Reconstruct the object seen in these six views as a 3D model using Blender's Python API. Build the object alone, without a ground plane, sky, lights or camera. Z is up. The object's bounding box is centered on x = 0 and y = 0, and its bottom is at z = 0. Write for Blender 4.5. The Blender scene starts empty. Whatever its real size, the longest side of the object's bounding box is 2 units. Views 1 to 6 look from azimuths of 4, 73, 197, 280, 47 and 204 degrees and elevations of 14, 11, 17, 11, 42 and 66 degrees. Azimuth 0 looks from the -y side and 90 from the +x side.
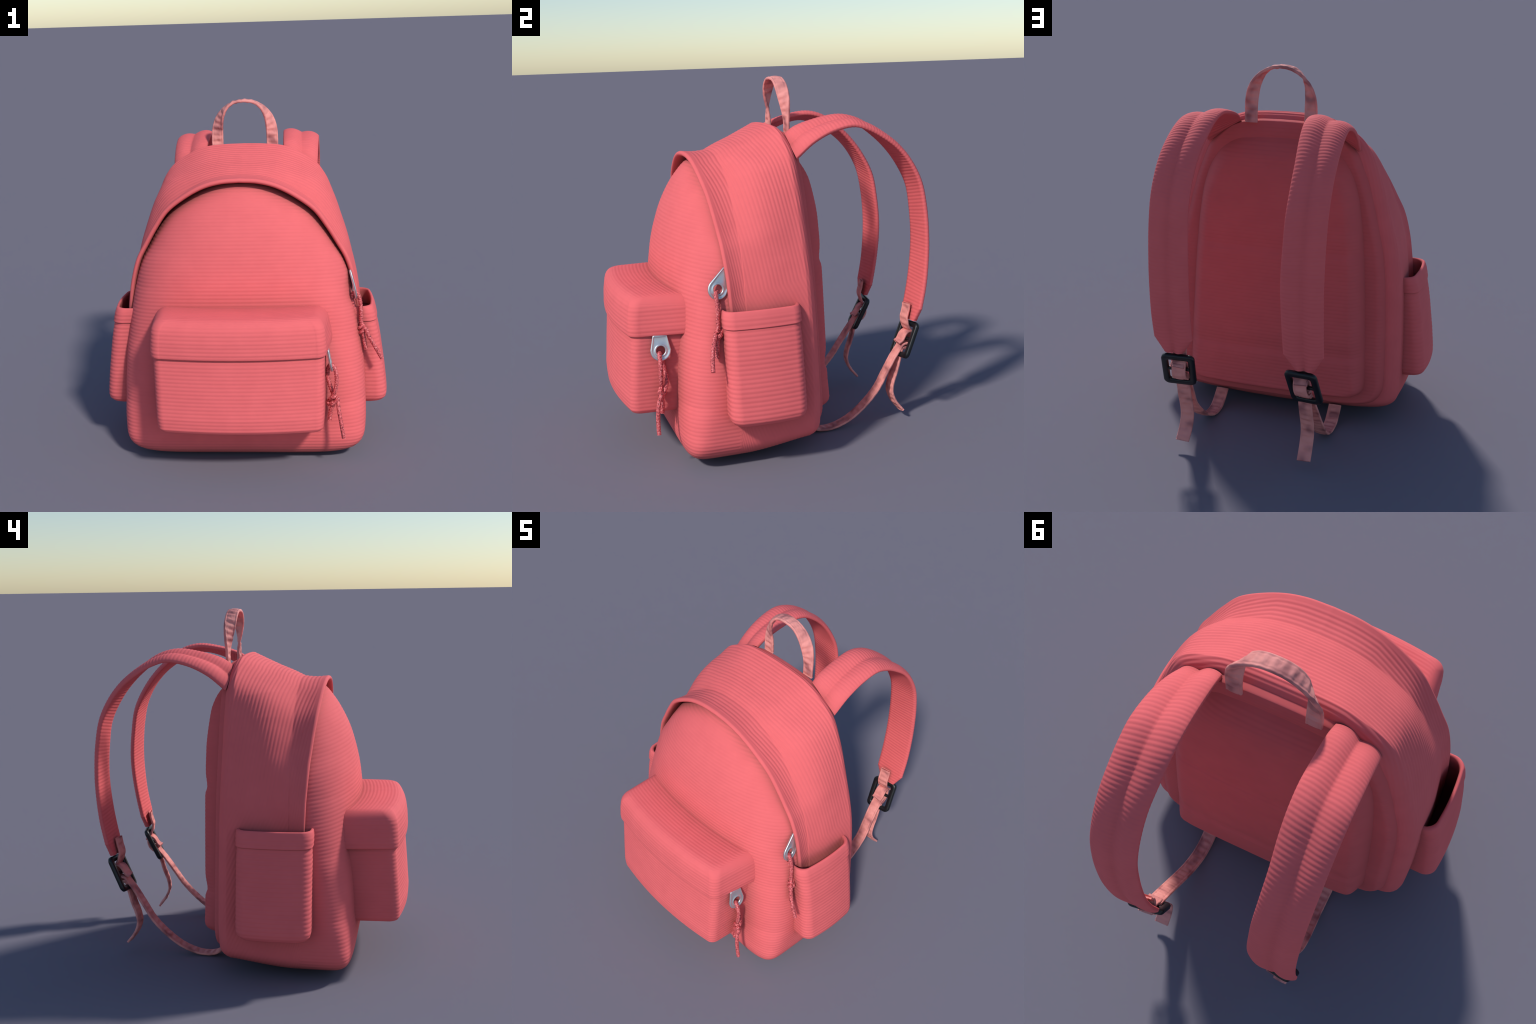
# Corduroy backpack: padded body with a hooded zip opening, front pocket with flap,
# two open side pockets, webbing handle, quilted back and two adjustable shoulder straps.
import bpy, math
import numpy as np
from mathutils import Vector

RIB = 0.0212          # corduroy rib pitch (m)
AMP = 0.0013          # corduroy rib height (m)
STEP = RIB / 8        # mesh step across the ribs

# ------------------------------------------------------------------ materials
def new_mat(name):
    m = bpy.data.materials.new(name)
    m.use_nodes = True
    nt = m.node_tree
    b = nt.nodes['Principled BSDF']
    return m, nt, b

def ramp(nt, fac, stops):
    r = nt.nodes.new('ShaderNodeValToRGB')
    e = r.color_ramp.elements
    while len(e) < len(stops):
        e.new(0.5)
    for el, (p, c) in zip(e, stops):
        el.position = p
        el.color = (*c, 1)
    nt.links.new(fac, r.inputs[0])
    return r.outputs[0]

def noise(nt, scale, detail=2.0, rough=0.5, vscale=(1, 1, 1)):
    tc = nt.nodes.new('ShaderNodeTexCoord')
    mp = nt.nodes.new('ShaderNodeMapping')
    mp.inputs['Scale'].default_value = vscale
    n = nt.nodes.new('ShaderNodeTexNoise')
    n.inputs['Scale'].default_value = scale
    n.inputs['Detail'].default_value = detail
    n.inputs['Roughness'].default_value = rough
    nt.links.new(tc.outputs['Object'], mp.inputs[0])
    nt.links.new(mp.outputs[0], n.inputs['Vector'])
    return n.outputs['Fac']

def bump(nt, bsdf, h, strength, dist):
    b = nt.nodes.new('ShaderNodeBump')
    b.inputs['Strength'].default_value = strength
    b.inputs['Distance'].default_value = dist
    nt.links.new(h, b.inputs['Height'])
    nt.links.new(b.outputs[0], bsdf.inputs['Normal'])

def mat_fabric(name='coral_corduroy', tone=1.0):
    m, nt, b = new_mat(name)
    n = noise(nt, 9.0, 3.0)
    c = ramp(nt, n, [(0.3, tuple(v * tone for v in FAB_A)), (0.7, tuple(v * tone for v in FAB_B))])
    # crevice shadow baked into the base colour: occlusion darkens seams and tucks
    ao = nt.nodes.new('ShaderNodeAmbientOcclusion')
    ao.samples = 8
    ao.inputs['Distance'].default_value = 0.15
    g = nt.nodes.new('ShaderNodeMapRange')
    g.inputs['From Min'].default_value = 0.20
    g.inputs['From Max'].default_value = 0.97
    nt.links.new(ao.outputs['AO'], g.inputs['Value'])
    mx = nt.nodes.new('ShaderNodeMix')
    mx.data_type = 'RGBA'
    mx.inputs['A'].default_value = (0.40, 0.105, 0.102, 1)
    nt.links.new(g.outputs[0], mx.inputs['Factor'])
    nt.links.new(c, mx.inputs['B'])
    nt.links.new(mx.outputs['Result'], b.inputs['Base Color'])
    b.inputs['Roughness'].default_value = 0.85
    b.inputs['Specular IOR Level'].default_value = 0.25
    b.inputs['Sheen Weight'].default_value = 0.0
    bump(nt, b, noise(nt, 260.0, 2.0), 0.04, 0.001)
    return m

def mat_webbing():
    m, nt, b = new_mat('pale_coral_webbing')
    n = noise(nt, 14.0, 1.0, 0.4)
    c = ramp(nt, n, [(0.30, (0.44, 0.155, 0.155)), (0.42, (0.70, 0.26, 0.24)), (0.52, WEB_A), (0.75, WEB_B)])  # two dark stops paint the shading of the band's dimples
    nt.links.new(c, b.inputs['Base Color'])
    b.inputs['Roughness'].default_value = 0.75
    b.inputs['Specular IOR Level'].default_value = 0.3
    bump(nt, b, noise(nt, 32.0, 1.0), 0.55, 0.012)
    return m

def mat_cord():
    m, nt, b = new_mat('mottled_coral_cord')
    n = noise(nt, 130.0, 2.0, 0.6)
    c = ramp(nt, n, [(0.32, (0.12, 0.025, 0.03)), (0.44, (0.52, 0.075, 0.085)),
                     (0.56, (0.74, 0.13, 0.14)), (0.72, (0.84, 0.36, 0.36))])
    nt.links.new(c, b.inputs['Base Color'])
    b.inputs['Roughness'].default_value = 0.7
    bump(nt, b, noise(nt, 200.0, 2.0), 0.5, 0.004)
    return m

def mat_metal():
    m, nt, b = new_mat('brushed_nickel')
    c = ramp(nt, noise(nt, 25.0), [(0.3, (0.66, 0.68, 0.70)), (0.7, (0.74, 0.75, 0.77))])
    nt.links.new(c, b.inputs['Base Color'])
    b.inputs['Metallic'].default_value = 0.8
    b.inputs['Roughness'].default_value = 0.36
    return m

def mat_plastic():
    m, nt, b = new_mat('black_plastic')
    c = ramp(nt, noise(nt, 40.0), [(0.3, (0.004, 0.006, 0.008)), (0.7, (0.008, 0.011, 0.013))])
    nt.links.new(c, b.inputs['Base Color'])
    b.inputs['Roughness'].default_value = 0.38
    return m

FAB_A = (0.82, 0.148, 0.156)
FAB_B = (0.86, 0.158, 0.166)
WEB_A = (0.82, 0.31, 0.278)
WEB_B = (0.88, 0.35, 0.315)
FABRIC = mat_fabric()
BACKING = mat_fabric('shade_darkened_corduroy', 0.86)  # same cloth, colour lowered to match the back's unlit side
WEBBING = mat_webbing()
CORD = mat_cord()
METAL = mat_metal()
PLASTIC = mat_plastic()

# ------------------------------------------------------------------ helpers
ROOT = bpy.data.objects.new('backpack', None)
bpy.context.scene.collection.objects.link(ROOT)
ROOT['label'] = 'coral corduroy backpack with front, side pockets and straps'
ROOT['category'] = 'backpack'

def make_object(name, verts, faces, mat, parent=None, kind=None):
    me = bpy.data.meshes.new(name)
    me.from_pydata([tuple(v) for v in verts], [], faces)
    me.validate()
    me.polygons.foreach_set('use_smooth', [True] * len(me.polygons))
    me.materials.append(mat)
    me.update()
    ob = bpy.data.objects.new(name, me)
    bpy.context.scene.collection.objects.link(ob)
    ob.parent = parent if parent else ROOT
    if kind:
        ob['kind'] = kind
    return ob

def grid_faces(nu, nv, wu=False, wv=False, off=0, flip=False):
    f = []
    for i in range(nu if wu else nu - 1):
        i2 = (i + 1) % nu
        for j in range(nv if wv else nv - 1):
            j2 = (j + 1) % nv
            q = (off + i * nv + j, off + i * nv + j2, off + i2 * nv + j2, off + i2 * nv + j)
            f.append(q[::-1] if flip else q)
    return f

def grid_normals(P, wu=False, wv=False):
    def diff(A, ax, wrap):
        if wrap:
            return np.roll(A, -1, ax) - np.roll(A, 1, ax)
        return np.gradient(A, axis=ax)
    n = np.cross(diff(P, 0, wu), diff(P, 1, wv))
    l = np.linalg.norm(n, axis=2, keepdims=True)
    return n / np.maximum(l, 1e-12)

def ribs(s, pitch=RIB, amp=AMP):
    c = 0.5 + 0.5 * np.cos(2 * np.pi * s / pitch)
    return amp * (c ** 0.8 - 0.5)

def grid_object(name, P, mat, parent=None, wu=False, wv=False, rib=None, sign=1, flip=False,
                caps=()):
    """Mesh from a grid of points; rib = heights moved along the surface normal."""
    if rib is not None:
        P = P + grid_normals(P, wu, wv) * (rib * sign)[..., None]
    nu, nv = P.shape[:2]
    F = grid_faces(nu, nv, wu, wv, flip=flip)
    if 'u0' in caps:
        F.append(tuple(range(nv)))
    if 'u1' in caps:
        F.append(tuple((nu - 1) * nv + j for j in range(nv))[::-1])
    return make_object(name, P.reshape(-1, 3), F, mat, parent)

def spline(pts, n=None, per=24):
    """Catmull-Rom through pts, resampled to n points of equal arc length."""
    p = np.array(pts, float)
    q = np.vstack([2 * p[0] - p[1], p, 2 * p[-1] - p[-2]])
    out = []
    for i in range(len(p) - 1):
        a, b, c, d = q[i], q[i + 1], q[i + 2], q[i + 3]
        t0, t1 = 0.0, np.linalg.norm(b - a) ** 0.5 + 1e-9
        t2 = t1 + np.linalg.norm(c - b) ** 0.5 + 1e-9
        t3 = t2 + np.linalg.norm(d - c) ** 0.5 + 1e-9
        for t in np.linspace(t1, t2, per, endpoint=False):
            a1 = (t1 - t) / (t1 - t0) * a + (t - t0) / (t1 - t0) * b
            a2 = (t2 - t) / (t2 - t1) * b + (t - t1) / (t2 - t1) * c
            a3 = (t3 - t) / (t3 - t2) * c + (t - t2) / (t3 - t2) * d
            b1 = (t2 - t) / (t2 - t0) * a1 + (t - t0) / (t2 - t0) * a2
            b2 = (t3 - t) / (t3 - t1) * a2 + (t - t1) / (t3 - t1) * a3
            out.append((t2 - t) / (t2 - t1) * b1 + (t - t1) / (t2 - t1) * b2)
    out.append(p[-1])
    out = np.array(out)
    return resample(out, n) if n else out

def arclen(p):
    return np.concatenate([[0], np.cumsum(np.linalg.norm(np.diff(p, axis=0), axis=1))])

def resample(p, n):
    s = arclen(p)
    t = np.linspace(0, s[-1], n)
    return np.stack([np.interp(t, s, p[:, k]) for k in range(p.shape[1])], 1)

def sstep(x, a, b):
    t = np.clip((np.asarray(x, float) - a) / (b - a), 0, 1)
    return t * t * (3 - 2 * t)

def unit(v):
    v = np.asarray(v, float)
    return v / np.linalg.norm(v)

# ------------------------------------------------------------------ arches of the body
# half outlines (x, z) from the crown down the side to the floor
BASE = [(0.697, 0.20), (0.685, 0.125), (0.655, 0.080), (0.605, 0.050), (0.53, 0.032),
        (0.42, 0.018), (0.25, 0.006), (0.0, 0.0)]
REAR = [(0, 1.744), (0.13, 1.740), (0.24, 1.726), (0.355, 1.676), (0.455, 1.596), (0.520, 1.468),
        (0.562, 1.350), (0.602, 1.212), (0.640, 1.075), (0.668, 0.944), (0.684, 0.800),
        (0.694, 0.600), (0.700, 0.400)] + BASE
LIP = [(0, 1.610), (0.11, 1.602), (0.215, 1.573), (0.335, 1.506), (0.425, 1.434), (0.496, 1.335),
       (0.552, 1.240), (0.601, 1.150), (0.640, 1.020), (0.660, 0.900), (0.672, 0.800),
       (0.688, 0.600), (0.698, 0.400)] + BASE
NA = 300

def arch_half(pts, key_z=0.20):
    """Sample upper part and floor part separately so that stations line up."""
    p = spline(pts)
    k = int(np.argmin(np.abs(p[:, 1] - key_z) + (p[:, 0] < 0.5) * 9))
    return np.vstack([resample(p[:k + 1], NA), resample(p[k:], 90)[1:]])

REAR_H = arch_half(REAR)
LIP_H = arch_half(LIP)

def full_loop(h):
    """Half outline -> closed loop: crown, +x side, floor, -x side."""
    m = h[1:-1][::-1] * np.array([-1, 1])
    return np.vstack([h, m])

def loop_normals(l):
    t = np.roll(l, -1, 0) - np.roll(l, 1, 0)
    n = np.stack([-t[:, 1], t[:, 0]], 1)
    n /= np.linalg.norm(n, axis=1, keepdims=True)
    return n       # for crown->+x->floor order this points outwards

REAR_L, LIP_L = full_loop(REAR_H), full_loop(LIP_H)
REAR_N, LIP_N = loop_normals(REAR_L), loop_normals(LIP_L)
if REAR_N[0, 1] < 0:
    REAR_N, LIP_N = -REAR_N, -LIP_N

def lip_w(z):      # half width of the hood opening at height z
    h = LIP_H[:NA]
    return np.interp(z, h[::-1, 1], h[::-1, 0])

def rear_w(z):
    h = REAR_H[:NA]
    return np.interp(z, h[::-1, 1], h[::-1, 0])

def lip_y(z):      # depth of the hood edge
    return np.interp(z, [0.0, 0.85, 1.0, 1.2, 1.36, 1.5, 1.6],
                     [-0.335, -0.340, -0.345, -0.359, -0.376, -0.394, -0.405])

def rear_y(z):     # depth of the back seam
    return np.interp(z, [0.0, 0.3, 0.8, 1.3, 1.6, 1.75], [0.126, 0.130, 0.120, 0.112, 0.110, 0.110])

# ------------------------------------------------------------------ main compartment (gusset + hood)
def main_compartment():
    nl = len(REAR_L)
    zr, zl = REAR_L[:, 1], LIP_L[:, 1]
    hood = sstep(zl, 0.42, 0.80)               # hood lip fades out into a plain seam low down
    YN = -0.265                                # neck, where the hood starts to flare
    rings, sdist = [], []
    # rolled rear edge: inset distance and depth in front of / behind the back seam
    for ins, dy in [(0.120, -0.002), (0.085, 0.0), (0.066, 0.0), (0.054, -0.002), (0.042, -0.006), (0.029, -0.013),
                    (0.017, -0.023), (0.007, -0.036), (0.0, -0.055)]:
        p = REAR_L - REAR_N * ins
        rings.append(np.column_stack([p[:, 0], rear_y(zr) + dy, p[:, 1]]))
    # straight side from rear to neck
    y0 = rear_y(zr) - 0.055
    for t in np.linspace(0, 1, 150)[1:]:
        p = REAR_L * (1 - t) + LIP_L * t
        n = REAR_N * (1 - t) + LIP_N * t
        top = np.clip(n[:, 1:2], 0, 1)
        side_neck = 0.010 * sstep(t, 0.55, 1.0) * (1 - top[:, 0]) * hood
        # the crown runs straight down to the neck, the flanks bulge slightly
        full = np.interp(p[:, 1], [0.1, 0.6, 1.10, 1.28, 1.42, 1.54, 1.60, 1.66], [0.0, 0.006, 0.010, 0.022, 0.029, 0.024, 0.009, 0.0])
        p = p + n * (full * math.sin(math.pi * t ** 1.15) ** 1.1 - 0.7 * side_neck)[:, None]
        y = y0 * (1 - t) + YN * t
        rings.append(np.column_stack([p[:, 0], y, p[:, 1]]))
    # flaring hood
    yl = lip_y(zl)
    for t in np.linspace(0, 1, 46)[1:]:
        top = np.clip(LIP_N[:, 1], 0, 1)
        f = hood * (1 - top) * (-0.010 + 0.016 * t * t) - hood * top * 0.006 * math.sin(math.pi * t)
        p = LIP_L + LIP_N * f[:, None]
        rings.append(np.column_stack([p[:, 0], YN * (1 - t) + yl * t, p[:, 1]]))
    R = np.array(rings)
    # rib coordinate: distance along y, common to each ring so ribs follow the arch
    s = np.concatenate([[0], np.cumsum(np.median(np.linalg.norm(np.diff(R, axis=0), axis=2)[:, :NA // 2], axis=1))])
    # refine rings to the rib step
    n2 = int(s[-1] / STEP)
    ss = np.linspace(0, s[-1], n2)
    Q = np.empty((n2, nl, 3))
    for k in range(3):
        for j in range(nl):
            Q[:, j, k] = np.interp(ss, s, R[:, j, k])
    # lift the floor toward the back
    floor = 1 - sstep(Q[..., 2], 0.0, 0.30)
    Q[..., 2] += floor * 0.052 * sstep(Q[..., 1], -0.30, 0.17)
    Q[..., 1] -= 0.055 * np.clip(1 - Q[..., 2] / 0.17, 0, 1) ** 2 * sstep(Q[..., 1], -0.10, 0.16)
    N = grid_normals(Q, False, True)
    c = Q - np.array([0, 0, 0.8])
    if (N * c).sum() < 0:
        N = -N
    # the cloth is cut on a slight bias: ribs drift to the back on the way down
    half_arc = arclen((REAR_H + LIP_H) / 2)
    drift = 0.14 * np.maximum(half_arc - 0.25, 0) + 0.30 * np.maximum(0.95 - (REAR_H + LIP_H)[:, 1] / 2, 0)
    drift = np.concatenate([drift, drift[1:-1][::-1]])
    h = ribs(ss[:, None] + drift[None, :])
    h = h * (0.4 + 0.6 * sstep(ss, 0.09, 0.16))[:, None]
    h = h * (0.75 + 0.90 * sstep(Q[..., 2], 1.15, 1.5))
    h = h * sstep(ss[-1] - ss, 0.012, 0.03)[:, None] * sstep(Q[..., 2], 0.01, 0.05)
    Q = Q + N * h[..., None]
    # rolled hood edge and lining
    tail = []
    base = Q[-1]
    bn = np.column_stack([LIP_N[:, 0], np.zeros(nl), LIP_N[:, 1]])
    for ins, dy in [(0.003, -0.008), (0.009, -0.013), (0.016, -0.014), (0.023, -0.010), (0.027, 0.0), (0.028, 0.02),
                    (0.026, 0.06), (0.022, 0.10)]:
        q = base - bn * (ins * (0.12 + 0.88 * hood))[:, None]
        q[:, 1] += dy * hood
        tail.append(q)
    Q = np.concatenate([Q, np.array(tail)], 0)
    Q[..., 2] = np.maximum(Q[..., 2], 0.0)
    return grid_object('main_compartment', Q, FABRIC, wv=True)

# ------------------------------------------------------------------ front panel
CENTER = [(-0.30, 1.578), (-0.345, 1.574), (-0.392, 1.550), (-0.446, 1.482), (-0.494, 1.400), (-0.537, 1.306),
          (-0.566, 1.210), (-0.590, 1.100), (-0.604, 0.990), (-0.612, 0.850), (-0.617, 0.650),
          (-0.620, 0.400), (-0.616, 0.240), (-0.606, 0.130), (-0.585, 0.068), (-0.545, 0.030), (-0.48, 0.010),
          (-0.40, 0.003), (-0.30, 0.001)]

def front_panel():
    c = spline(CENTER)
    c = resample(c, int(arclen(c)[-1] / STEP))
    s = arclen(c)
    nr = len(c)
    u = np.linspace(-math.pi / 2, math.pi / 2, 121)
    # finer around the corner
    u = np.sign(u) * (np.abs(u) + 0.10 * np.sin(2 * np.abs(u)) * 0)
    P = np.empty((nr, len(u), 3))
    LB = LIP_H[NA - 1:]          # floor corner outline
    for i, (y, z) in enumerate(c):
        if z > 0.20:
            w = lip_w(z + 0.026 * sstep(z, 0.5, 1.3)) - 0.013 * sstep(z, 0.60, 0.95)
            zr = z
        else:
            # side part of the floor rounding reached at the same relative height
            w = np.interp(z, LB[::-1, 1], LB[::-1, 0]) if z > 0.004 else 0.30
            zr = z
        w = max(w, 0.004)
        yb = -0.255 if z > 0.2 else -0.30
        yb = np.interp(z, [0.0, 0.25, 0.6, 1.0], [-0.325, -0.325, -0.31, -0.255])
        D = yb - y
        n = np.interp(z, [0.0, 0.10, 0.20, 0.35, 0.70, 1.0, 1.3, 1.55], [9.0, 8.5, 6.2, 4.3, 2.9, 2.45, 2.25, 2.15])
        cs, sn = np.cos(u), np.sin(u)
        x = w * np.sign(sn) * np.abs(sn) ** (2 / n)
        yy = yb - D * np.abs(cs) ** (2 / n)
        # even out the spacing along each row
        row = np.column_stack([x, yy, np.full(len(u), zr)])
        P[i] = resample(row, len(u))
    # ribs sag toward the sides of the dome
    wide = np.abs(P[..., 0]) / np.maximum(np.abs(P[..., 0]).max(1, keepdims=True), 0.05)
    h = 0.85 * ribs(s[:, None] - 0.038 * wide ** 3 * sstep(P[..., 2], 0.3, 1.0))
    h = h * sstep(P[..., 2], 0.012, 0.05)
    N = grid_normals(P)
    if N[nr // 2, 60, 1] > 0:
        N = -N
    P = P + N * h[..., None]
    P[..., 2] = np.maximum(P[..., 2], 0.0)
    return grid_object('front_panel', P, FABRIC)

# ------------------------------------------------------------------ quilted back
def back_pad(name, outline, y_in, rise, groove=()):
    """Pillow over a symmetric outline: outline = half (x,z) list from crown to bottom centre,
    rise(dist, z) = depth from distance to the outline."""
    h = spline(outline)
    loop = np.vstack([h, h[::-1][1:-1] * np.array([-1, 1])])
    segs = resample(np.vstack([loop, loop[:1]]), 420)
    sv = np.diff(segs, axis=0)
    sl2 = (sv ** 2).sum(1)
    ztop, zbot = h[0, 1] - 0.001, h[-1, 1] + 0.001
    # rows are packed closely where the outline runs almost level
    zz = np.concatenate([np.linspace(ztop, ztop - 0.04, 90)[:-1],
                         np.linspace(ztop - 0.04, zbot + 0.02, int((ztop - zbot - 0.06) / STEP))[:-1],
                         np.linspace(zbot + 0.02, zbot, 45)])
    nz = len(zz)
    k = int(np.argmax(h[:, 0]))
    up, lo = h[:k + 1], h[k:]
    def width(z):
        if z >= h[k, 1]:
            return np.interp(z, up[::-1, 1], up[::-1, 0])
        return np.interp(z, lo[::-1, 1], lo[::-1, 0])
    nx = 111
    a = np.linspace(-1, 1, nx)
    a = np.sin(a * math.pi / 2) * 0.65 + a * 0.35
    P, D = np.empty((nz, nx, 3)), np.empty((nz, nx))
    for i, z in enumerate(zz):
        x = width(z) * a
        q = np.column_stack([x, np.full(nx, z)])[:, None, :] - segs[None, :-1]
        along = np.clip((q * sv[None]).sum(2) / sl2[None], 0, 1)
        d = np.sqrt(((q - along[..., None] * sv[None]) ** 2).sum(2)).min(1)
        D[i] = d
        yi = y_in if y_in else float(rear_y(z)) - 0.034
        y = yi + rise(d, z)
        for gz, gd, gw in groove:
            y = y - gd * math.exp(-((z - gz) / (gw if z < gz else 2.2 * gw)) ** 2) * sstep(d, 0.0, 0.05)
        P[i] = np.column_stack([x, y, np.full(nx, z)])
    s = np.abs(zz - zz[0])
    hh = ribs(s)[:, None] * sstep(D, 0.022, 0.045) * 0.8
    N = grid_normals(P)
    if N[nz // 2, nx // 2, 1] < 0:
        N = -N
    P = P + N * hh[..., None]
    return grid_object(name, P, BACKING)

OUTER = [(0, 1.712), (0.13, 1.708), (0.235, 1.692), (0.335, 1.645), (0.43, 1.560), (0.488, 1.440),
         (0.528, 1.320), (0.562, 1.190), (0.598, 1.040), (0.618, 0.900), (0.632, 0.700), (0.642, 0.450),
         (0.642, 0.300), (0.625, 0.205), (0.570, 0.135), (0.480, 0.103), (0.25, 0.090), (0, 0.088)]
INNER = [(0, 1.628), (0.15, 1.624), (0.26, 1.606), (0.345, 1.552), (0.405, 1.468), (0.447, 1.353),
         (0.474, 1.200), (0.492, 1.050), (0.508, 0.850), (0.522, 0.620), (0.534, 0.400), (0.535, 0.300),
         (0.518, 0.215), (0.465, 0.174), (0.30, 0.157), (0, 0.153)]

def back_panels():
    def rise1(d, z):
        H = np.interp(z, [0.1, 0.8, 1.5, 1.66], [0.070, 0.066, 0.066, 0.058])
        w = np.interp(z, [0.15, 0.35, 1.5, 1.66], [0.042, 0.075, 0.060, 0.014])
        return H * (1 - (1 - np.clip(d / w, 0, 1)) ** 1.9)
    def rise2(d, z):
        y = np.interp(z, [0.1, 0.5, 1.0, 1.25, 1.45, 1.6], [0.130, 0.126, 0.122, 0.116, 0.100, 0.070])
        w = np.interp(z, [0.20, 0.34, 1.3, 1.55], [0.048, 0.098, 0.098, 0.135])
        return y * (1 - (1 - np.clip(d / w, 0, 1)) ** 2.0) + 0.012 * sstep(d, 0.04, 0.30)
    back_pad('back_panel', OUTER, None, rise1)
    back_pad('back_cushion', INNER, 0.120, rise2,
             groove=[(1.020, 0.011, 0.026), (0.435, 0.013, 0.026)])

# ------------------------------------------------------------------ pockets
def plan_outline(w, front, back, r, crown_r, flare, n=150):
    """Plan of a box pocket: open U from back-right, round the front, to back-left.
    w half width at the front corner, crown_r = radius of the gently bowed front."""
    xs = w - r
    yc = front + xs * xs / (2 * crown_r)          # where the bow meets the corner
    sl = math.asin(min(0.9, xs / crown_r))
    half = []
    for t in np.linspace(0, 1, 40):               # side, from the back
        y = back + (yc + r - back) * t
        half.append((w + flare * (y - (yc + r)), y))
    for a in np.linspace(0, math.pi / 2 - sl, 24)[1:]:
        half.append((xs + r * math.cos(a), yc + r - r * math.sin(a)))
    for x in np.linspace(xs + r * math.sin(sl), 0, 60)[1:]:
        half.append((x, front + x * x / (2 * crown_r)))
    half = np.array(half)
    full = np.vstack([half, half[::-1][1:] * np.array([-1, 1])])
    return resample(full, n)

def stack(levels, plan, spacing=STEP):
    """levels = list of (z, inset, extra...) profile points; returns grid and arc length."""
    p = spline(levels)
    p = resample(p, int(arclen(p[:, :2])[-1] / spacing))
    P = np.array([np.column_stack([o, np.full(len(o), z)]) for z, o in ((q[0], plan(*q)) for q in p)])
    return P, arclen(p[:, :2])

def front_pocket():
    back = -0.47
    # ---- lower bag
    def plan(z, d):
        F = np.interp(z, [0.28, 0.31, 0.37, 0.5, 0.63, 0.74], [-0.884, -0.888, -0.890, -0.881, -0.870, -0.860])
        w = np.interp(z, [0.28, 0.45, 0.74], [0.452, 0.458, 0.462])
        return plan_outline(w - d, F + d, back, 0.05, 2.3, 0.06)
    prof = [(0.2805, 0.20), (0.2800, 0.12), (0.2800, 0.06), (0.2815, 0.034), (0.288, 0.014), (0.302, 0.003), (0.33, 0.0),
            (0.45, 0.0), (0.6, 0.0), (0.70, 0.0), (0.74, 0.006)]
    P, s = stack(prof, plan)
    rb = 0.85 * ribs(s)[:, None] * np.ones((1, P.shape[1]))
    bag = grid_object('front_pocket', P, FABRIC, rib=rb, sign=pocket_sign(P))
    # ---- flap
    def plan2(z, d):
        F = np.interp(z, [0.70, 0.74, 0.80, 0.86, 0.92], [-0.879, -0.881, -0.878, -0.870, -0.864])
        w = np.interp(z, [0.70, 0.75, 0.92], [0.472, 0.475, 0.464])
        fl = np.interp(z, [0.70, 0.75, 0.85, 0.92], [0.14, 0.14, 0.09, 0.04])
        return plan_outline(w - d, F + d, back, 0.06, 2.3, fl, n=420)
    prof = [(0.745, 0.026), (0.722, 0.025), (0.712, 0.021), (0.7095, 0.012), (0.7095, 0.005), (0.7125, 0.001), (0.720, 0.0), (0.76, 0.0),
            (0.82, 0.0), (0.862, 0.002), (0.890, 0.012), (0.908, 0.028), (0.917, 0.048), (0.920, 0.075),
            (0.9215, 0.12), (0.922, 0.20), (0.922, 0.30)]
    P, s = stack(prof, plan2)
    # the top is ribbed parallel to the bowed front edge, the sides and front level
    N = grid_normals(P) * pocket_sign(P)
    topness = sstep(N[..., 2], 0.35, 0.95)
    depth = np.maximum(P[..., 1] - (-0.864 + P[..., 0] ** 2 / 4.6), 0)
    phase = P[..., 2] + topness * depth
    flank = sstep(np.abs(P[..., 0]), 0.37, 0.43)
    corner = 1 - flank * sstep(topness, 0.02, 0.15) * (1 - sstep(topness, 0.85, 0.99))
    rb = 0.9 * ribs(phase) * corner * sstep(s, 0.045, 0.07)[:, None]
    grid_object('pocket_flap', P, FABRIC, parent=bag, rib=rb, sign=pocket_sign(P))
    return bag

def pocket_sign(P):
    N = grid_normals(P)
    i, j = int(P.shape[0] * 0.45), P.shape[1] // 2
    return 1 if N[i, j, 1] < 0 else -1

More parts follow.
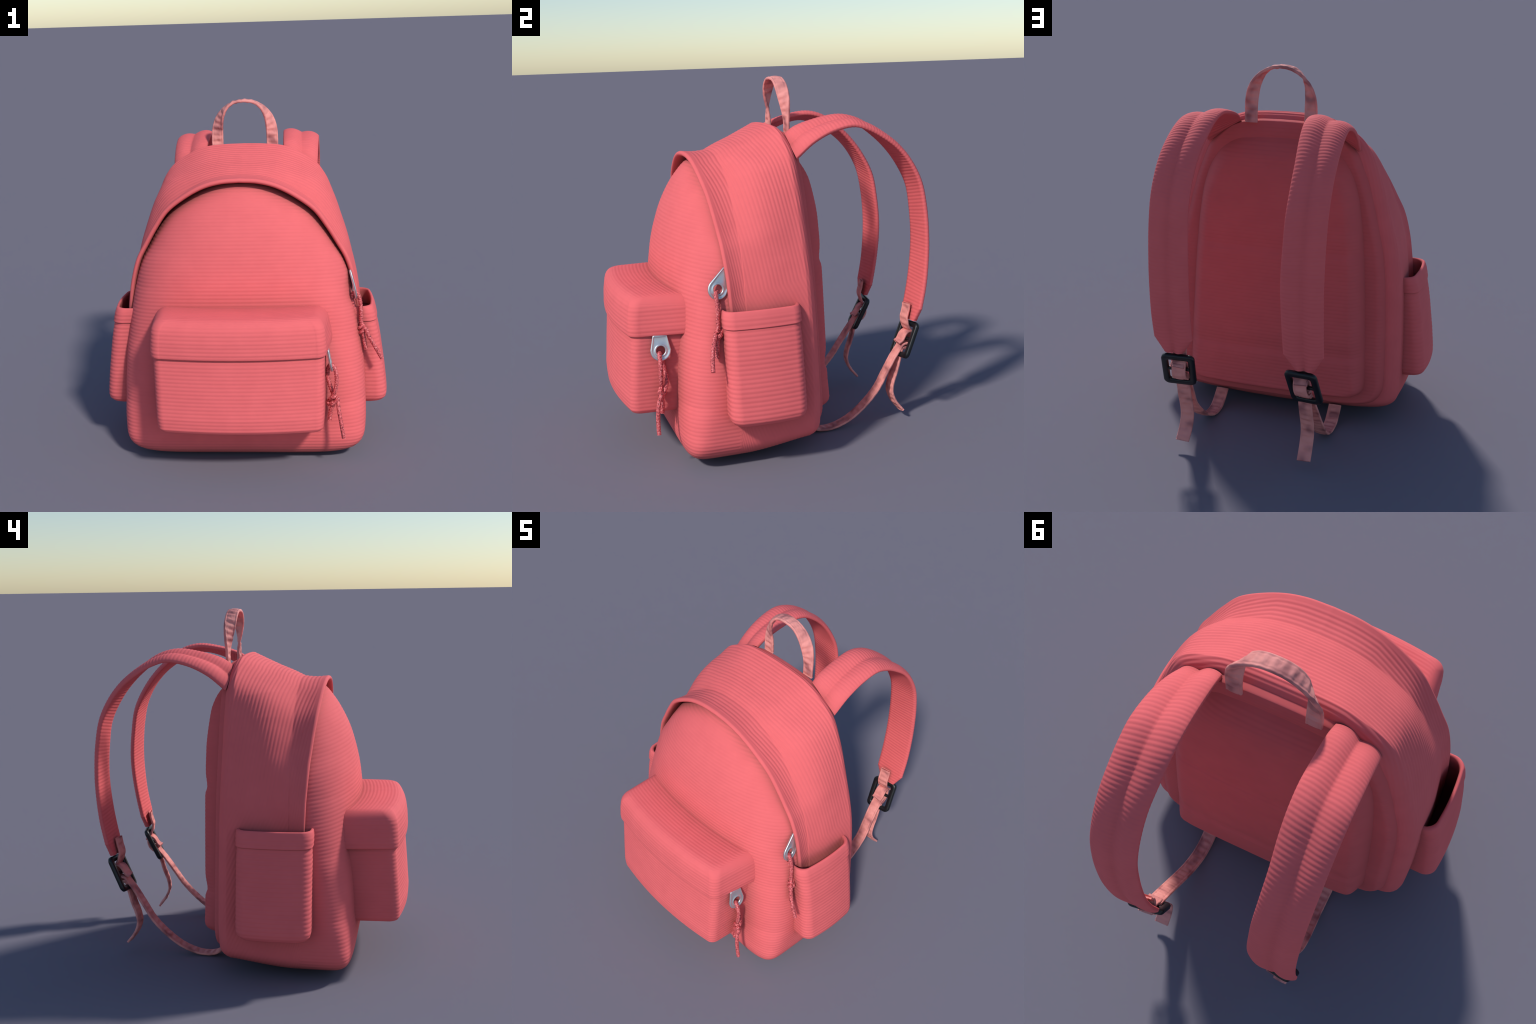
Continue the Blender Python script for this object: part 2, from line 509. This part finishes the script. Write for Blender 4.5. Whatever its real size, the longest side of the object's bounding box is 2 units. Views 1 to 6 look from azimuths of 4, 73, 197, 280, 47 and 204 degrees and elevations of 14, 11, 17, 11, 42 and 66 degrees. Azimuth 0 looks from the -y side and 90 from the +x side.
def side_pocket(sx):
    """Open pocket on one flank; local plan is built facing +x then mirrored."""
    yc, hw, back = -0.195, 0.203, 0.58
    def plan(z, d):
        ox = np.interp(z, [0.25, 0.30, 0.45, 0.62, 0.76, 0.86], [0.834, 0.834, 0.820, 0.797, 0.774, 0.750])
        o = plan_outline(hw - d, -(ox - d), -back, 0.062, 1.1, 0.0, n=110)
        # plan_outline faces -y: turn it to face +x
        return np.column_stack([-o[:, 1], o[:, 0] + yc])
    prof = [(0.262, 0.16), (0.2605, 0.10), (0.262, 0.060), (0.270, 0.034), (0.285, 0.014), (0.308, 0.003),
            (0.335, 0.0), (0.45, 0.0), (0.6, 0.0), (0.7, 0.0), (0.765, 0.003), (0.7735, 0.004)]
    P, s = stack(prof, plan)
    rb = ribs(s, 0.0236, AMP * 1.15)[:, None] * np.ones((1, P.shape[1]))
    N = grid_normals(P)
    sg = 1 if N[int(len(s) * .6), 55, 0] > 0 else -1
    P = P + N * (rb * sg)[..., None]
    # lining: inner wall hanging from the hem down to the pocket floor
    lin, _ = stack([(0.76, 0.020), (0.60, 0.022), (0.40, 0.024), (0.32, 0.030), (0.300, 0.06), (0.295, 0.14)],
                   plan, 0.03)
    hem_prof = [(0.765, 0.021), (0.80, 0.020), (0.842, 0.018), (0.855, 0.014), (0.859, 0.007), (0.856, 0.000),
                (0.846, -0.003), (0.83, -0.005), (0.80, -0.005), (0.780, -0.004), (0.772, -0.003), (0.770, 0.006)]
    H, hs = stack(hem_prof, plan)
    hb = ribs(hs, 0.0236)[:, None] * np.ones((1, H.shape[1])) * (sstep(hs, 0.125, 0.14))[:, None]
    N = grid_normals(H)
    sgh = 1 if N[int(len(hs) * .75), 55, 0] > 0 else -1
    H = H + N * (hb * sgh)[..., None]
    for G in (P, lin, H):
        G[..., 0] *= sx
    body = grid_object('side_pocket', P, FABRIC)
    grid_object('pocket_lining', lin, FABRIC, parent=body)
    grid_object('pocket_hem', H, FABRIC, parent=body)

# ------------------------------------------------------------------ webbing strips
def strip(name, path, wdir, width, thick, mat, parent=None, n=None, pucker=1.0):
    """Flat band swept along path; wdir = width direction (constant or per station)."""
    p = spline(path)
    n = n or max(12, int(arclen(p)[-1] / 0.006))
    p = resample(p, n)
    T = np.gradient(p, axis=0)
    T /= np.linalg.norm(T, axis=1, keepdims=True)
    W = np.tile(np.asarray(wdir, float), (n, 1)) if np.ndim(wdir) == 1 else np.asarray(wdir)
    W = W - T * (W * T).sum(1, keepdims=True)
    W /= np.linalg.norm(W, axis=1, keepdims=True)
    Nn = np.cross(T, W)
    hw, ht = width / 2, thick / 2
    prof = []
    groove = lambda a: 0.0016 * math.exp(-((abs(a) - 0.72) / 0.09) ** 2)      # stitch line near each edge
    for a in np.linspace(-1, 1, 21):
        prof.append((a * (hw - 0.003), ht * (1 + 0.10 * (1 - a * a)) - groove(a)))
    prof += [(hw, ht * 0.45), (hw, -ht * 0.45)]
    for a in np.linspace(1, -1, 21):
        prof.append((a * (hw - 0.003), -ht * (1 + 0.10 * (1 - a * a)) + groove(a)))
    prof += [(-hw, -ht * 0.45), (-hw, ht * 0.45)]
    prof = np.array(prof)
    # puckers of the woven band: soft dimples in a row along its middle
    sarc = arclen(p)
    puck = 0.0021 * np.sin(2 * math.pi * sarc / 0.036) + 0.0011 * np.sin(2 * math.pi * sarc / 0.0605 + 1.3)
    puck = puck * pucker
    mid = np.clip(1 - (prof[:, 0] / hw) ** 2, 0, 1)
    hgt = prof[None, :, 1] + puck[:, None] * mid[None, :]
    P = p[:, None, :] + W[:, None, :] * prof[None, :, 0:1] + Nn[:, None, :] * hgt[..., None]
    ob = grid_object(name, P, mat, parent=parent, wv=True, caps=('u0', 'u1'))
    return ob

def handle():
    # arch in a plane facing front; the band lies flat on the back at its feet and
    # twists a quarter turn so that it lies flat in the hand at the crown
    half = [(0.166, 1.688), (0.166, 1.720), (0.166, 1.760), (0.163, 1.820), (0.150, 1.880), (0.122, 1.932), (0.085, 1.967),
            (0.043, 1.985), (0.0, 1.9895)]
    h = spline(half, 60)
    full = np.vstack([h, h[::-1][1:] * np.array([-1, 1])])
    n = len(full)
    s = arclen(full) / arclen(full)[-1]
    k = 1 - np.abs(2 * s - 1)                      # 0 at feet, 1 at crown
    tw = sstep(k, 0.12, 0.86)
    ang = tw * math.pi / 2
    T = np.gradient(full, axis=0)
    T /= np.linalg.norm(T, axis=1, keepdims=True)
    inn = np.column_stack([-T[:, 1], T[:, 0]])
    inn *= np.sign((inn * (np.array([0, 1.8]) - full)).sum(1, keepdims=True) + 1e-9)
    side = np.sign(full[:, 0] + 1e-9)
    y = 0.146 - 0.010 * tw
    path = np.column_stack([full[:, 0], y, full[:, 1]])
    W = np.column_stack([-np.cos(ang) * inn[:, 0], np.sin(ang) * 1.0, -np.cos(ang) * inn[:, 1]])
    # keep the same face outward on both legs
    p = resample(path, n)
    strip('top_handle', path, W, 0.070, 0.016, WEBBING, n=n, pucker=1.3)

# ------------------------------------------------------------------ shoulder straps
OUT_E = [(0.438, 0.100, 1.583), (0.443, 0.200, 1.665), (0.446, 0.315, 1.722), (0.448, 0.440, 1.744),
         (0.449, 0.530, 1.719), (0.450, 0.612, 1.675), (0.451, 0.702, 1.608), (0.451, 0.775, 1.522),
         (0.451, 0.835, 1.405), (0.450, 0.868, 1.250), (0.449, 0.880, 1.090), (0.449, 0.879, 0.980),
         (0.449, 0.864, 0.810), (0.447, 0.836, 0.665), (0.446, 0.822, 0.594)]
INN_E = [(0.243, 0.104, 1.703), (0.238, 0.164, 1.738), (0.233, 0.300, 1.774), (0.230, 0.415, 1.785),
         (0.232, 0.510, 1.762), (0.237, 0.600, 1.704), (0.247, 0.702, 1.610), (0.249, 0.785, 1.500),
         (0.247, 0.848, 1.372), (0.243, 0.874, 1.220), (0.239, 0.884, 1.085), (0.239, 0.881, 0.975),
         (0.241, 0.862, 0.820), (0.243, 0.831, 0.660), (0.244, 0.815, 0.588)]

def shoulder_strap(sx):
    a, b = spline(OUT_E, per=20), spline(INN_E, per=20)
    mid = (a + b) / 2
    s0 = arclen(mid)
    n = int(s0[-1] / (STEP * 1.0))
    t = np.linspace(0, s0[-1], n)
    A = np.stack([np.interp(t, s0, a[:, k]) for k in range(3)], 1)
    B = np.stack([np.interp(t, s0, b[:, k]) for k in range(3)], 1)
    L = t[-1]
    # mitred lower end
    q = np.clip((t - (L - 0.078)) / 0.078, 0, 1)
    q = np.where(q > 0, 0.02 + q * 0.98, 0)
    C = (A + B) / 2
    C = C + np.column_stack([0.004 * q, 0 * q, 0 * q])
    half = (A - B) / 2 * (1 - 0.47 * q)[:, None]
    W = half / np.linalg.norm(half, axis=1, keepdims=True)
    hw = np.linalg.norm(half, axis=1)
    T = np.gradient(C, axis=0)
    T /= np.linalg.norm(T, axis=1, keepdims=True)
    N = np.cross(W, T)
    N /= np.linalg.norm(N, axis=1, keepdims=True)
    # outward = away from wearer side (up at the root, rearward below)
    if N[n // 2, 1] < 0:
        N = -N
    prof = []           # (across -1..1, height, is top)
    for x in np.linspace(-1, 1, 31):
        lobe = abs(math.sin(math.pi * x)) * (1 if abs(x) < 1 else 0)
        edge = (1 - abs(x) ** 10)
        prof.append((x, -0.008 + 0.013 * lobe + 0.005 * edge))
    th = 0.027
    prof += [(1.012, -0.010), (1.012, -0.019)]
    for x in np.linspace(1, -1, 13):
        prof.append((x * 0.985, -th + 0.002 * (x * x)))
    prof += [(-1.012, -0.019), (-1.012, -0.010)]
    prof = np.array(prof)
    P = C[:, None, :] + W[:, None, :] * (prof[None, :, 0:1] * hw[:, None, None]) + N[:, None, :] * prof[None, :, 1:2]
    P[..., 0] *= sx
    Ng = grid_normals(P, False, True)
    if (Ng[n // 2, 10] * np.array([0, 1, 0])).sum() < 0:
        Ng = -Ng
    rb = ribs(t, 0.0206, AMP)[:, None] * np.ones((1, P.shape[1]))
    rb = rb * (1 - 0.5 * sstep(np.abs(prof[:, 0]), 0.86, 1.0))[None, :]
    P = P + Ng * rb[..., None]
    return grid_object('shoulder_strap', P, FABRIC, wv=True, caps=('u0', 'u1'))

def buckle(sx, parent):
    # ladder-lock frame hanging below the strap end
    cx, cy, cz = 0.338, 0.772, 0.480
    X = unit((1.0, 0.16, 0.04))
    U = unit((0.12 if sx > 0 else 0.0, 0.440, 0.898))
    U = unit(U - X * (U @ X))
    Nn = np.cross(X, U)                # points toward the body (-y)
    w, h, r, bar, dep = 0.174, 0.218, 0.030, 0.033, 0.027
    def rrect(w, h, r, n=14):
        pts = []
        for (sx_, sy_, a0) in [(1, 1, 0), (-1, 1, 90), (-1, -1, 180), (1, -1, 270)]:
            for a in np.linspace(a0, a0 + 90, n):
                a = math.radians(a)
                pts.append((sx_ * (w / 2 - r) + r * math.cos(a), sy_ * (h / 2 - r) + r * math.sin(a)))
        return np.array(pts)
    outer, inner = rrect(w, h, r), rrect(w - 2 * bar, h - 2 * bar, 0.012)
    rings = []
    c = 0.006
    for (t, z) in [(0, -dep / 2 + c), (c / bar, -dep / 2), (1 - c / bar, -dep / 2), (1, -dep / 2 + c),
                   (1, dep / 2 - c), (1 - c / bar, dep / 2), (c / bar, dep / 2), (0, dep / 2 - c)]:
        p = outer * (1 - t) + inner * t
        rings.append(np.column_stack([p, np.full(len(p), z)]))
    rings = np.array(rings)
    org = np.array([cx, cy, cz])
    def place(L):
        P = org + L[..., 0:1] * X + L[..., 1:2] * U + L[..., 2:3] * Nn
        P[..., 0] *= sx
        return P
    ob = grid_object('buckle', place(rings), PLASTIC, parent=parent, wu=True, wv=True)
    # middle bar
    ang = np.linspace(0, 2 * math.pi, 17)[:-1]
    cyl = np.array([[(x, 0.004 + 0.0105 * math.cos(a), 0.0105 * math.sin(a)) for a in ang]
                    for x in (-w / 2 + bar * 0.6, w / 2 - bar * 0.6)])
    grid_object('buckle_bar', place(cyl), PLASTIC, parent=parent, wv=True)
    return X, org, U, Nn

def adjuster(sx, parent):
    """Webbing that leaves the strap end, threads the buckle and runs to the base of the body."""
    X, org, U, Nn = np.array(buckle(sx, parent), dtype=object)
    X = np.array(X, float); org = np.array(org, float); U = np.array(U, float); Nn = np.array(Nn, float)
    def loc(x, u, n):
        return org + x * X + u * U + n * Nn
    m = np.array([sx, 1, 1])
    wd = X * m
    wt, th = 0.073, 0.013
    x0 = -0.006
    def put(name, pts, wdir=wd, n=None):
        strip(name, [np.array(p) * m for p in pts], wdir, wt, th, WEBBING, parent=parent, n=n)
    # short tab from the under-face of the strap, through the upper slot, round the bar and folded back
    put('webbing_loop', [(0.330, 0.790, 0.690), (0.331, 0.783, 0.650), (0.332, 0.772, 0.605),
                         loc(x0, 0.072, 0.018), loc(x0, 0.052, -0.010), loc(x0, 0.020, -0.030), loc(x0, -0.018, -0.032),
                         loc(x0, -0.050, -0.014), loc(x0, -0.062, 0.010)])
    put('webbing_tab', [(0.332, 0.818, 0.508), (0.332, 0.803, 0.522), (0.332, 0.784, 0.524), (0.332, 0.766, 0.511),
                        (0.332, 0.752, 0.488), (0.333, 0.742, 0.474), (0.333, 0.724, 0.463)])
    # long lower strap to the base of the body
    put('lower_strap', [loc(x0, -0.020, -0.016), loc(x0, -0.034, 0.008), (0.335, 0.736, 0.432), (0.338, 0.696, 0.381), (0.346, 0.640, 0.297),
                        (0.354, 0.580, 0.206), (0.353, 0.500, 0.122), (0.348, 0.412, 0.054), (0.344, 0.320, 0.016),
                        (0.344, 0.255, 0.0102), (0.345, 0.205, 0.020), (0.345, 0.160, 0.050), (0.345, 0.120, 0.085)],
        wdir=np.array([1.0, 0.03, 0.0]) * m)
    # free end
    put('strap_tail', [loc(x0, -0.044, -0.020), loc(x0, -0.054, 0.004), (0.334, 0.728, 0.376), (0.335, 0.709, 0.305),
                       (0.336, 0.683, 0.232), (0.336, 0.676, 0.175), (0.336, 0.698, 0.115), (0.338, 0.745, 0.053)],
        wdir=np.array([1.0, 0.12, 0.0]) * m)

# ------------------------------------------------------------------ zip pulls
def zip_pull(center, up, normal, length, parent=None):
    """Teardrop metal plate with a raised rim and an eyelet; centre = eye of the ring."""
    n = unit(normal)
    v = unit(np.array(up) - n * np.dot(up, n))
    u = np.cross(v, n)
    R, r, top = 0.054, 0.0235, 0.036
    # outline round the eye: circle below, straight flanks converging upward
    ang = np.linspace(0, 2 * math.pi, 97)[:-1]
    outer = []
    for a in ang:
        d = np.array([math.sin(a), math.cos(a)])       # a=0 points up
        # boundary = max of circle and tapered shank
        best = R
        if d[1] > 0:
            # flanks: x = R' - k*y
            k = (R - top) / length
            x0 = R * math.sqrt(1 + k * k)
            tf = x0 / (abs(d[0]) + k * d[1]) if abs(d[0]) + k * d[1] > 1e-6 else 1e9
            tt = length / d[1]
            best = max(R, min(tf, tt))
        outer.append(d * best)
    outer = np.array(outer)
    eye = np.column_stack([np.sin(ang), np.cos(ang)]) * r
    dirn = outer / np.linalg.norm(outer, axis=1, keepdims=True)
    def at(t_out, from_eye=False):
        if from_eye:
            return eye + eye / r * t_out
        return outer - dirn * t_out
    rows = []
    th = 0.0068
    for sgn in (1, -1):
        lay = [(at(0.0), 0.0), (at(0.0008), 0.55 * th), (at(0.004), th), (at(0.008), th), (at(0.012), 0.62 * th),
               (at(0.015), 0.55 * th), (at(0.0115, True), 0.55 * th), (at(0.009, True), 0.75 * th), (at(0.005, True), 1.1 * th),
               (at(0.002, True), 0.9 * th), (at(0.0, True), 0.3 * th), (at(0.0, True), 0.0)]
        lay = [(np.column_stack([p, np.full(len(p), sgn * z)])) for p, z in lay]
        rows += lay if sgn == 1 else lay[::-1]
    L = np.array(rows)
    P = np.array(center) + L[..., 0:1] * u + L[..., 1:2] * v + L[..., 2:3] * n
    return grid_object('zip_pull', P, METAL, parent=parent, wu=True, wv=True)

def tube(name, pts, rad, mat, parent, n=None):
    p = spline(pts, per=10)
    n = n or max(10, int(arclen(p)[-1] / 0.0035))
    p = resample(p, n)
    T = np.gradient(p, axis=0)
    T /= np.linalg.norm(T, axis=1, keepdims=True)
    ref = np.array([0.3, 0.9, 0.2])
    V, Fv = [], None
    fr = np.cross(T[0], ref)
    s = arclen(p)
    k = 10
    P = np.empty((n, k, 3))
    for i in range(n):
        fr = fr - T[i] * (fr @ T[i])
        fr /= np.linalg.norm(fr)
        bi = np.cross(T[i], fr)
        for j in range(k):
            a = 2 * math.pi * j / k
            # braided surface: two opposed helices
            rr = rad * (1 + 0.07 * math.sin(3 * a + s[i] * 420) + 0.07 * math.sin(3 * a - s[i] * 420))
            P[i, j] = p[i] + (fr * math.cos(a) + bi * math.sin(a)) * rr
    return grid_object(name, P, mat, parent=parent, wv=True, caps=('u0', 'u1'))

def zips():
    low = zip_pull((0.493, -0.687, 0.634), (-0.18, 0.02, 1.0), (1.0, 0.0, 0.18), 0.082)
    r = 0.0110
    # loop through the eye, crossing into a knot, with two loose ends
    tube('pull_cord', [(0.478, -0.676, 0.560), (0.482, -0.684, 0.600), (0.496, -0.694, 0.622), (0.510, -0.697, 0.612), (0.523, -0.697, 0.580),
                       (0.527, -0.698, 0.540), (0.523, -0.700, 0.492), (0.512, -0.697, 0.455), (0.502, -0.690, 0.432),
                       (0.488, -0.680, 0.408), (0.478, -0.677, 0.396), (0.486, -0.690, 0.388), (0.503, -0.706, 0.396), (0.523, -0.712, 0.416),
                       (0.532, -0.710, 0.432), (0.532, -0.702, 0.416), (0.536, -0.718, 0.372),
                       (0.546, -0.729, 0.312), (0.556, -0.733, 0.250), (0.563, -0.733, 0.205)], r, CORD, low)
    tube('pull_cord', [(0.479, -0.677, 0.572), (0.478, -0.672, 0.540), (0.490, -0.664, 0.490), (0.502, -0.668, 0.455), (0.516, -0.682, 0.425),
                       (0.512, -0.696, 0.398), (0.500, -0.695, 0.372), (0.491, -0.693, 0.340), (0.485, -0.696, 0.293)], r, CORD, low)
    def knot(c, axis, parent):
        a = unit(axis)
        e1 = unit(np.cross(a, (0.2, 1.0, 0.1)))
        e2 = np.cross(a, e1)
        pts = [np.array(c) + 0.0165 * (e1 * math.cos(t) + e2 * 0.8 * math.sin(t)) + a * 0.0045 * (t - 4.5)
               for t in np.linspace(0, 9.0, 16)]
        tube('cord_knot', pts, r * 0.92, CORD, parent)
    knot((0.508, -0.693, 0.418), (0.15, -0.15, -1.0), low)
    up = zip_pull((0.634, -0.404, 0.960), (-0.20, 0.62, 0.76), (0.96, 0.12, 0.15), 0.115)
    tube('pull_cord', [(0.622, -0.398, 0.900), (0.624, -0.400, 0.928), (0.638, -0.410, 0.946), (0.652, -0.419, 0.943), (0.664, -0.420, 0.915),
                       (0.671, -0.418, 0.870), (0.673, -0.421, 0.800), (0.674, -0.420, 0.752), (0.668, -0.408, 0.730),
                       (0.657, -0.401, 0.722), (0.660, -0.415, 0.712), (0.676, -0.432, 0.722), (0.694, -0.440, 0.744), (0.700, -0.444, 0.738),
                       (0.712, -0.455, 0.708), (0.732, -0.467, 0.674), (0.760, -0.478, 0.626), (0.787, -0.485, 0.578)], r, CORD, up)
    tube('pull_cord', [(0.622, -0.399, 0.906), (0.624, -0.402, 0.880), (0.634, -0.394, 0.830), (0.650, -0.392, 0.780), (0.668, -0.402, 0.750),
                       (0.684, -0.416, 0.736), (0.684, -0.428, 0.710), (0.690, -0.434, 0.670), (0.699, -0.439, 0.618)], r, CORD, up)
    knot((0.679, -0.422, 0.735), (0.25, -0.2, -1.0), up)

# ------------------------------------------------------------------ assemble
main_compartment()
front_panel()
back_panels()
front_pocket()
side_pocket(1)
side_pocket(-1)
handle()
for sx in (1, -1):
    st = shoulder_strap(sx)
    adjuster(sx, st)
zips()
